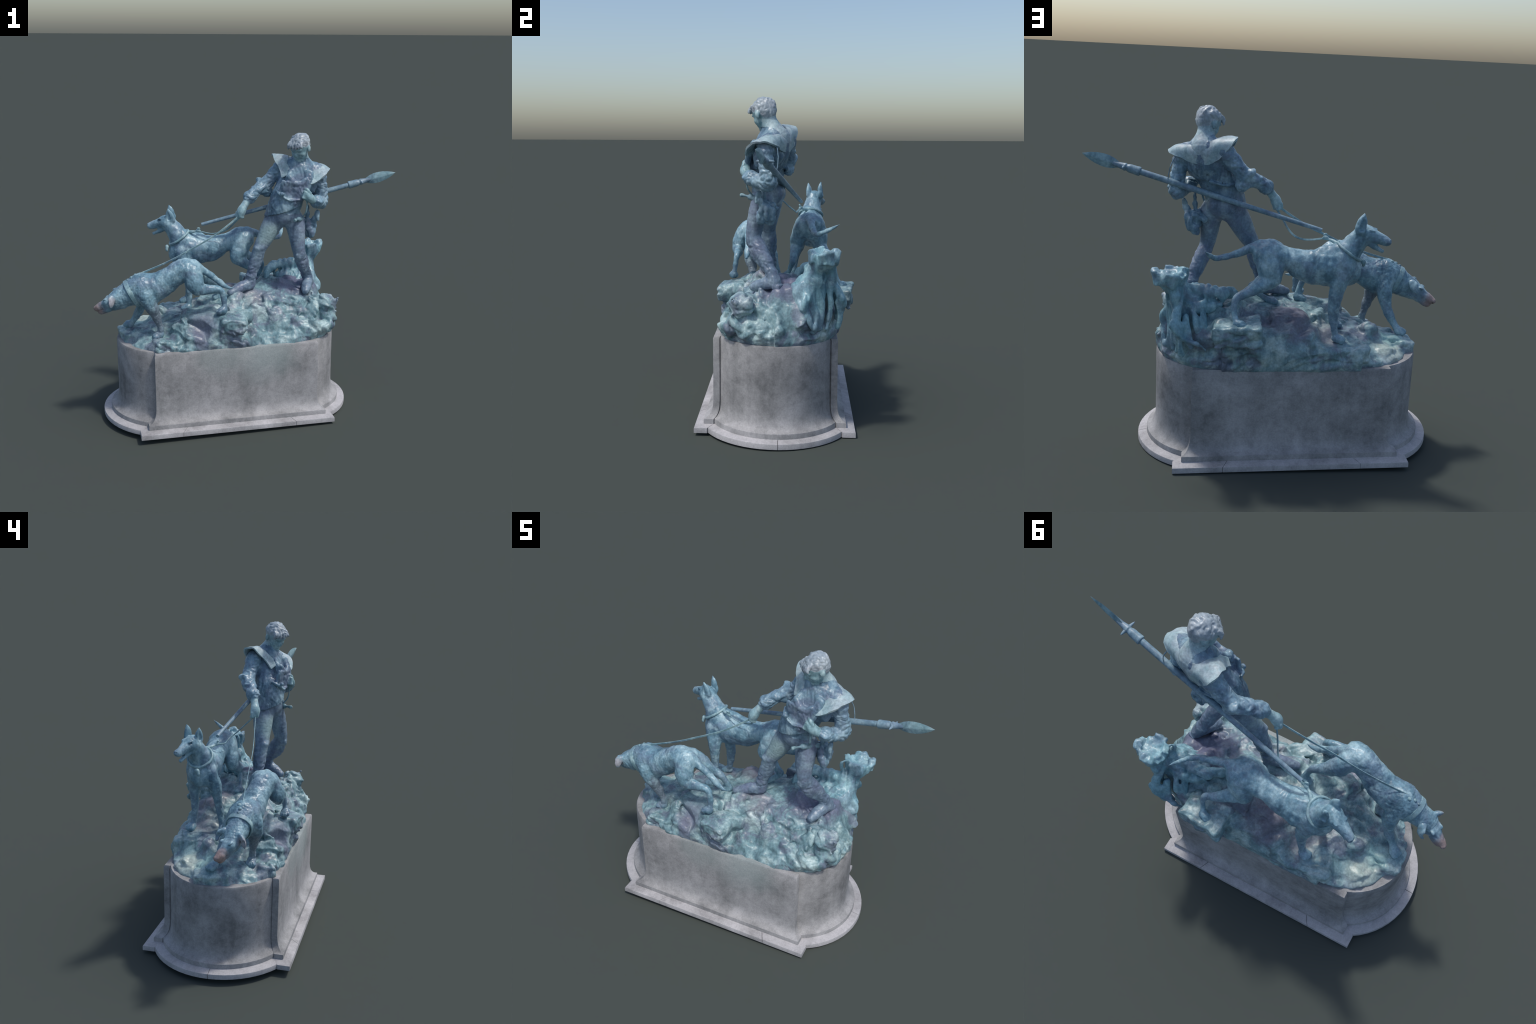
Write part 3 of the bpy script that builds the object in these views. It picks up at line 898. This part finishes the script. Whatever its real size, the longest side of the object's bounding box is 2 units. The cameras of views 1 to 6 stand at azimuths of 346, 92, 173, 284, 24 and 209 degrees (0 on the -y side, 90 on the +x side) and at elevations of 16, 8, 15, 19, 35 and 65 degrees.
# trunk: chest, waist, pelvis
F.add('torso', blob((.350, -.014, 1.580), (.114, .080, .100), BODY), 0.02)
F.add('torso', limb([(.342, -.022, 1.575, .108), (.303, -.040, 1.50, .102), (.266, -.055, 1.42, .099), (.248, -.054, 1.38, .101)], (FW, 0.78)), 0.02)
F.add('torso', limb([(.255, .058, 1.628, .048), (.352, .002, 1.642, .050), (.46, -.048, 1.612, .048)]), 0.03)
F.add('leg', blob((.241, -.050, 1.325), (.110, .084, .075), BODY), 0.02)
F.add('leg', blob((.285, .000, 1.335), (.048, .036, .05)), 0.02)
F.add('leg', blob((.22, .012, 1.335), (.048, .036, .05)), 0.02)
jacket = limb([(.345, -.020, 1.60, .110), (.318, -.034, 1.53, .110), (.285, -.046, 1.46, .111), (.27, -.05, 1.42, .112)], (FW, 0.80))
F.add('torso', under_plane(jacket, (.30, .0, 1.468), (.08, .05, -1)), 0.003)
# doublet skirt with a slanting hem
skirt = limb([(.260, -.056, 1.44, .104), (.243, -.054, 1.36, .115), (.233, -.054, 1.30, .120)], (FW, 0.82))
F.add('torso', under_plane(skirt, (.113, -.04, 1.328), (.34, .02, -1)), 0.004)
# legs and boots
F.add('leg', limb([(.180, -.036, 1.285, .067), (.150, -.042, 1.235, .062), (.118, -.048, 1.175, .052), (.082, -.054, 1.113, .043), (.066, -.048, 1.05, .044), (.050, -.047, 1.00, .041), (.033, -.047, .945, .033), (.022, -.046, .905, .029)]), 0.02)
F.add('leg', limb([(.312, -.076, 1.285, .066), (.316, -.099, 1.225, .058), (.320, -.116, 1.160, .049), (.330, -.124, 1.092, .042), (.355, -.093, 1.035, .044), (.378, -.065, .985, .042), (.406, -.033, .925, .033), (.422, -.018, .885, .029)]), 0.02)
F.add('foot', limb([(.025, -.042, .895, .033), (.022, -.046, .868, .033), (-.03, -.062, .866, .034), (-.085, -.080, .848, .029), (-.125, -.094, .836, .020)]), 0.022)
F.add('foot', limb([(.420, -.018, .895, .032), (.440, .000, .858, .031), (.42, -.042, .852, .035), (.395, -.088, .834, .033), (.380, -.120, .820, .024)]), 0.022)
F.add('foot', block((.452, .012, .838), (.026, .024, .014), BODY, .006), 0.008)
# boot cuffs, knee folds and loose gathers
F.add('leg', blob((.026, -.046, .930), (.037, .037, .012), rot(0, 10, 0)), 0.012)
F.add('leg', blob((.407, -.028, .920), (.037, .037, .012), rot(0, -15, 0)), 0.012)
F.add('leg', blob((.325, -.155, 1.075), (.028, .014, .02)), 0.012)
F.add('leg', limb([(.325, -.150, 1.06, .014), (.345, -.130, 1.01, .018), (.365, -.105, .97, .016), (.385, -.075, .94, .012)]), 0.012)
F.add('leg', limb([(.050, -.080, 1.125, .008), (.075, -.090, 1.122, .009), (.105, -.084, 1.128, .007)]), 0.02)
# right arm, sleeve gathered at the elbow and cuff
F.add('arm', limb([(.240, .050, 1.615, .050), (.200, .058, 1.572, .046), (.157, .060, 1.525, .043), (.128, .054, 1.502, .042), (.092, .038, 1.486, .040), (.055, .014, 1.465, .036), (.033, .001, 1.450, .033)]), 0.02)
F.add('arm', blob((.142, .058, 1.487), (.046, .038, .046)), 0.02)
F.add('arm', blob((.160, .062, 1.455), (.035, .035, .030)), 0.015)
F.add('arm', blob((.120, .085, 1.53), (.035, .03, .018), rot(0, 40, 20)), 0.012)
F.add('arm', limb([(.027, -.004, 1.446, .043), (.034, .002, 1.450, .043)]), 0.006)
F.add('hand', limb([(.03, -.002, 1.450, .026), (.005, -.016, 1.420, .024), (-.018, -.027, 1.392, .024), (-.035, -.034, 1.365, .030), (-.042, -.034, 1.342, .026)]), 0.008)
for s in (-1.5, -.5, .5, 1.5):
    k = V(-.040, -.032, 1.345) + V(.5, -.85, 0) * s * .012
    F.add('hand', limb([(*(k + V(-.012, -.004, .008)), .0105), (*(k + V(-.016, -.006, -.014)), .0095), (*(k + V(.004, .006, -.022)), .009)]), 0.003)
F.add('hand', limb([(-.028, -.052, 1.372, .011), (-.040, -.055, 1.350, .010), (-.044, -.045, 1.330, .009)]), 0.004)
# left arm bent across the body
F.add('arm', limb([(.472, -.052, 1.597, .047), (.486, -.055, 1.54, .042), (.496, -.047, 1.47, .042), (.500, -.042, 1.42, .045), (.475, -.080, 1.407, .042), (.448, -.115, 1.417, .038), (.432, -.134, 1.428, .033)]), 0.02)
F.add('arm', blob((.500, -.036, 1.408), (.040, .045, .040)), 0.02)
F.add('arm', blob((.492, -.045, 1.385), (.036, .040, .026)), 0.015)
F.add('arm', limb([(.434, -.137, 1.427, .043), (.442, -.128, 1.424, .044)]), 0.006)
F.add('hand', limb([(.435, -.135, 1.428, .025), (.405, -.155, 1.440, .025), (.375, -.168, 1.460, .030), (.358, -.168, 1.476, .027)]), 0.008)
for s in (-1.5, -.5, .5, 1.5):
    k = V(.352, -.178, 1.474) + V(.35, .1, .9) * s * .012
    F.add('hand', limb([(*k, .0105), (*(k + V(-.014, -.004, .006)), .0095), (*(k + V(-.012, .016, .010)), .009)]), 0.003)
F.add('hand', limb([(.378, -.178, 1.49, .011), (.362, -.176, 1.508, .010), (.352, -.166, 1.515, .009)]), 0.004)
# neck, head bowed and turned to his right
F.add('neck', limb([(.368, .004, 1.640, .062), (.366, -.010, 1.675, .048), (.358, -.034, 1.715, .043), (.350, -.05, 1.745, .044)]), 0.025)
FD = unit((-.66, -.62, -.42))
SD = unit(np.cross(FD, (0, 0, 1)))       # his right
UP = unit(np.cross(SD, FD))
HM = np.stack([FD, -SD, UP], axis=1)
HC = V(.338, -.070, 1.778)
at = lambda f, s, u: HC + FD * f + SD * s + UP * u
F.add('head', blob(at(0, 0, .003), (.068, .056, .060), HM), 0.01)
F.add('head', blob(at(.022, 0, -.040), (.046, .042, .052), HM), 0.02)
F.add('head', blob(at(.042, 0, -.082), (.018, .020, .014), HM), 0.012)
F.add('head', limb([(*at(.066, 0, -.005), .007), (*at(.077, 0, -.026), .010), (*at(.070, 0, -.036), .010)]), 0.008)
F.add('head', limb([(*at(.058, -.03, .004), .008), (*at(.067, 0, .004), .009), (*at(.058, .03, .004), .008)]), 0.008)
F.add('head', limb([(*at(.052, -.016, -.054), .006), (*at(.062, 0, -.053), .008), (*at(.052, .016, -.054), .006)]), 0.006)
for s in (-1, 1):
    F.cut(blob(at(.068, s * .024, -.009), (.012, .013, .007), HM), 0.006)
    F.add('head', blob(at(.056, s * .023, -.009), (.007, .008, .006), HM), 0.003)
    F.add('head', blob(at(-.005, s * .059, -.018), (.016, .008, .024), HM), 0.006)
    F.add('head', blob(at(.04, s * .03, -.035), (.015, .013, .016), HM), 0.012)
# hair: a close cap of short locks, thicker over the brow
F.add('hair', blob(at(-.010, 0, .016), (.070, .060, .053), HM), 0.008)
F.add('hair', blob(at(-.030, 0, -.012), (.045, .050, .045), HM), 0.012)
for i in range(70):
    a = rng.uniform(0, 2 * math.pi)
    e = rng.uniform(.05, 1.0) * 1.45
    d = V(math.cos(a) * math.cos(e), math.sin(a) * math.cos(e), math.sin(e))
    if d[0] > .45 and d[2] < .3:
        continue
    p = at(-.010, 0, .015) + HM @ (d * V(.067, .059, .051))
    F.add('hair', blob(p, (rng.uniform(.014, .022), rng.uniform(.007, .011), .010), HM @ rot(0, -math.degrees(e) + 90, math.degrees(a)) @ rot(0, 0, rng.uniform(-50, 50))), 0.005)
for s in (-.046, -.03, -.012, .008, .028, .046):
    F.add('hair', limb([(*at(.036, s * .85, .044), .012), (*at(.058, s * .95, .034), .012), (*at(.078 - abs(s) * .35, s * 1.08, .018 + rng.uniform(-.010, .006)), .006)]), 0.005)
# open jacket front: lapels, fur edge and gathered shirt
F.add('torso', limb([(.275, -.085, 1.615, .020), (.252, -.110, 1.565, .022), (.245, -.125, 1.515, .02)], (FW, .6)), 0.008)
F.add('torso', blob((.405, -.085, 1.545), (.05, .04, .07), BODY), 0.02)
F.add('torso', limb([(.39, -.12, 1.60, .03), (.375, -.145, 1.555, .028), (.355, -.155, 1.51, .024)], (FW, .6)), 0.008)
F.add('torso', block((.235, -.125, 1.520), (.040, .010, .048), BODY @ rot(8, 12, 10), .008), 0.006)
F.add('torso', block((.300, -.135, 1.480), (.042, .014, .050), BODY @ rot(6, -6, 0), .010), 0.008)
F.add('torso', limb([(.255, -.115, 1.585, .02), (.285, -.135, 1.555, .02), (.325, -.145, 1.545, .02), (.35, -.148, 1.57, .016)]), 0.010)
F.add('torso', blob((.262, -.135, 1.435), (.045, .012, .025), BODY @ rot(0, 25, 0)), 0.006)
F.add('torso', blob((.205, -.148, 1.486), (.017, .012, .014)), 0.006)
F.add('torso', limb([(.18, -.09, 1.50, .008), (.20, -.13, 1.475, .009), (.25, -.15, 1.445, .009), (.32, -.155, 1.445, .008)]), 0.004)
F.add('torso', limb([(.33, .058, 1.475, .010), (.24, .048, 1.455, .009), (.175, -.01, 1.46, .009), (.175, -.08, 1.465, .009)]), 0.004)
F.cut(block((.345, .068, 1.475), (.006, .03, .035), BODY @ rot(0, 8, 0), .004), 0.006)

v, q, lab = F.mesh(2)
vn = normals(v, q)
nm = F.names
amp = 0.0015 * fbm(v, 30, 2, 71)
m = lab == nm.index('torso')
puff = lambda p, fr, sd: np.abs(noise(p + 0.02 * np.stack([noise(p, 14, 61), noise(p, 14, 62), noise(p, 14, 63)], 1), fr, sd)) - 0.2
amp[m] += 0.011 * puff(v[m], (20, 20, 11), 73) + 0.006 * puff(v[m], (46, 46, 22), 75) + 0.004 * fbm(v[m], 14, 2, 76)
m = lab == nm.index('arm')
amp[m] += 0.016 * puff(v[m], (20, 20, 30), 77) + 0.006 * puff(v[m], (44, 44, 50), 79)
m = lab == nm.index('leg')
loose = np.clip((1.15 - v[m][:, 2]) / 0.12, 0.25, 1)
amp[m] += loose * (0.012 * puff(v[m], (17, 17, 27), 81) + 0.004 * puff(v[m], (36, 36, 50), 83))
m = lab == nm.index('foot')
amp[m] += 0.003 * fbm(v[m], 40, 2, 85)
m = lab == nm.index('hair')
amp[m] += 0.009 * puff(v[m], 42, 87)
v = v + vn * amp[:, None]
split((v, q, lab), nm, {'*': M_man, 'head': M_skin, 'hand': M_skin, 'neck': M_collar, 'hair': M_hair, 'leg': M_legs, 'foot': M_legs, 'arm': M_sleeve}, hunter)

# --- broad collar lying over the shoulders: rows from the neck outwards
inner = [(.300, -.090, 1.598), (.287, -.042, 1.648), (.280, .015, 1.690), (.302, .045, 1.690), (.345, .050, 1.682), (.395, .022, 1.664), (.430, -.008, 1.652), (.445, -.035, 1.648), (.442, -.070, 1.636), (.410, -.110, 1.600), (.372, -.130, 1.555)]
middle = [(.255, -.092, 1.590), (.243, -.040, 1.662), (.232, .028, 1.706), (.268, .082, 1.690), (.330, .076, 1.640), (.396, .052, 1.630), (.452, .020, 1.638), (.488, -.010, 1.648), (.494, -.055, 1.645), (.450, -.122, 1.605), (.384, -.150, 1.553)]
outer = [(.224, -.074, 1.572), (.208, -.020, 1.640), (.191, .045, 1.704), (.210, .112, 1.690), (.300, .083, 1.582), (.381, .052, 1.566), (.449, .023, 1.577), (.516, .005, 1.594), (.548, -.062, 1.616), (.480, -.154, 1.592), (.388, -.166, 1.540)]
rows = [spline(np.array(r), 5) for r in (inner, middle, outer)]
across = []
for i in range(len(rows[0])):
    across.append(spline(np.array([r[i] for r in rows]), 6))
G = np.array(across)                                        # along, across, xyz
na, nb = G.shape[:2]
G = G + 0.012 * np.stack([fbm(G.reshape(-1, 3), 14, 2, 91 + k) for k in range(3)], 1).reshape(G.shape)
du, dv = np.gradient(G, axis=0), np.gradient(G, axis=1)
N = np.cross(du, dv)
N /= np.linalg.norm(N, axis=2)[..., None] + 1e-9
T = 0.0055
verts = np.concatenate([(G + N * T).reshape(-1, 3), (G - N * T).reshape(-1, 3)])
faces, off = [], na * nb
for i in range(na - 1):
    for j in range(nb - 1):
        a, b, c, d = i * nb + j, (i + 1) * nb + j, (i + 1) * nb + j + 1, i * nb + j + 1
        faces += [(a, b, c, d), (off + d, off + c, off + b, off + a)]
edge = [(i, 0) for i in range(na)] + [(na - 1, j) for j in range(1, nb)] + [(i, nb - 1) for i in range(na - 2, -1, -1)] + [(0, j) for j in range(nb - 2, 0, -1)]
ids = [i * nb + j for i, j in edge]
for a, b in zip(ids, ids[1:] + ids[:1]):
    faces.append((a, off + a, off + b, b))
poly_mesh('broad_collar', verts, faces, M_collar, hunter, smooth_angle=60)

# --- bag, dagger, pouch at the left hip
F = Field((.24, -.24, 1.13), (.50, .06, 1.40), 0.0035)
F.add('bag', blob((.408, -.055, 1.235), (.042, .040, .062)), 0.012)
F.add('bag', blob((.385, -.040, 1.270), (.030, .030, .032)), 0.010)
F.add('bag', blob((.420, -.085, 1.210), (.026, .026, .040)), 0.010)
F.add('bag', blob((.400, -.030, 1.205), (.028, .026, .040)), 0.010)
F.add('bag', blob((.432, -.060, 1.265), (.026, .030, .030)), 0.008)
F.add('bag', limb([(.362, -.022, 1.262, .018), (.352, -.006, 1.258, .018)]), 0.004)
F.add('bag', limb([(.395, -.020, 1.285, .010), (.420, -.015, 1.255, .012), (.425, -.022, 1.20, .012)]), 0.006)
F.add('bag', limb([(.435, -.075, 1.29, .010), (.448, -.085, 1.25, .012), (.432, -.09, 1.195, .012)]), 0.006)
F.add('bag', limb([(.405, -.060, 1.38, .010), (.40, -.066, 1.34, .010), (.398, -.065, 1.29, .014)]), 0.01)
F.add('pouch', limb([(.455, -.080, 1.355, .008), (.452, -.085, 1.335, .018), (.450, -.088, 1.310, .024), (.440, -.084, 1.285, .014)], (unit((.6, .7, 0)), .5)), 0.008)
F.warp(lambda P: -0.006 * fbm(P, 26, 2, 95) - 0.020 * (np.abs(noise(P, (30, 30, 20), 97)) - 0.15))
split(F.mesh(1), F.names, {'*': M_man}, hunter)
sweep('dagger', [(.272, -.201, 1.323, .004), (.274, -.199, 1.323, .011), (.284, -.185, 1.322, .010), (.290, -.178, 1.321, .007), (.305, -.158, 1.318, .008), (.312, -.149, 1.316, .016), (.33, -.125, 1.312, .018), (.36, -.085, 1.300, .017), (.385, -.045, 1.285, .014), (.40, -.02, 1.275, .008)], M_strap, hunter, sides=10, sub=3)
sweep('hip_strap', [(.36, -.16, 1.45, .003), (.365, -.165, 1.41, .003), (.36, -.155, 1.36, .003), (.345, -.13, 1.325, .003)], M_strap, hunter, width=.012, sides=8)
sweep('shoulder_cord', [(.505, .005, 1.60, .003), (.522, .010, 1.57, .003), (.535, .014, 1.54, .0025), (.543, .012, 1.50, .0025), (.547, .006, 1.468, .0025)], M_man, hunter, sides=6, wobble=0.5)

# --- spear carried behind the back
butt, tip = V(-.249, .136, 1.251), V(.997, -.081, 1.583)
sp = lambda t: butt + (tip - butt) * t
spear = empty('spear', monument)
sweep('shaft', [(*sp(0), .0095), (*sp(.004), .0112), (*sp(.25), .0135), (*sp(.5), .0165), (*sp(.74), .0165), (*sp(.80), .0150)], M_metal, spear, sides=14, sub=4, wobble=0.04)
sweep('socket', [(*sp(.755), .0180), (*sp(.757), .0245), (*sp(.775), .0235), (*sp(.80), .0225), (*sp(.812), .0175), (*sp(.818), .0215), (*sp(.826), .0190), (*sp(.85), .0145), (*sp(.868), .0135)], M_metal, spear, sides=14, sub=3)
ax = unit(tip - butt)
cross = unit(np.cross(ax, (0, 0, 1)))
vert = np.cross(cross, ax)
c = sp(.822)
sweep('cross_bar', [(*(c - cross * .045), .003), (*(c - cross * .030), .007), (*(c), .011), (*(c + cross * .030), .007), (*(c + cross * .050), .002)], M_metal, spear, sides=8, sub=4)
# leaf blade: diamond section, widest at a third of its length
verts, faces = [], []
prof = [(.838, .010, .011), (.852, .019, .012), (.868, .028, .012), (.89, .034, .011), (.915, .0345, .010), (.94, .030, .008), (.965, .021, .006), (.985, .011, .004), (1.0, .001, .001)]
for t, w, h in prof:
    p = sp(t)
    verts += [p + vert * w, p + cross * h + vert * w * .12, p + cross * h - vert * w * .12, p - vert * w, p - cross * h - vert * w * .12, p - cross * h + vert * w * .12]
for i in range(len(prof) - 1):
    for s in range(6):
        faces.append((i * 6 + s, i * 6 + (s + 1) % 6, (i + 1) * 6 + (s + 1) % 6, (i + 1) * 6 + s))
faces += [tuple(range(6)), tuple((len(prof) - 1) * 6 + s for s in range(6))]
poly_mesh('blade', verts, faces, M_strap, spear, smooth_angle=25)

# --- leashes from the right hand to the two collars
sweep('leash', [(-.050, -.040, 1.335, .0022), (-.12, -.055, 1.285, .0022), (-.22, -.075, 1.222, .0022), (-.318, -.092, 1.174, .0022), (-.40, -.100, 1.135, .0022), (-.474, -.108, 1.100, .0022), (-.58, -.122, 1.060, .0022), (-.715, -.141, 1.018, .0022)], M_strap, monument, width=.013, sides=8, up=(.2, .9, .4))
sweep('leash', [(-.040, -.025, 1.320, .0022), (-.065, .010, 1.285, .0022), (-.095, .060, 1.235, .0022), (-.125, .095, 1.205, .0022), (-.165, .108, 1.190, .0022), (-.215, .112, 1.188, .0022), (-.285, .135, 1.203, .0022)], M_strap, monument, width=.011, sides=8, up=(.5, .6, .5))
F = Field((-.40, .10, 1.13), (-.24, .22, 1.25), 0.003)
F.add('leash_knot', limb([(-.275, .128, 1.200, .006), (-.290, .137, 1.206, .012), (-.305, .145, 1.200, .007), (-.325, .160, 1.195, .010), (-.345, .185, 1.188, .011)]), 0.004)
F.add('leash_knot', limb([(-.290, .137, 1.206, .006), (-.282, .130, 1.222, .006), (-.295, .128, 1.225, .005)]), 0.004)
split(F.mesh(1), F.names, {'*': M_strap}, hound)
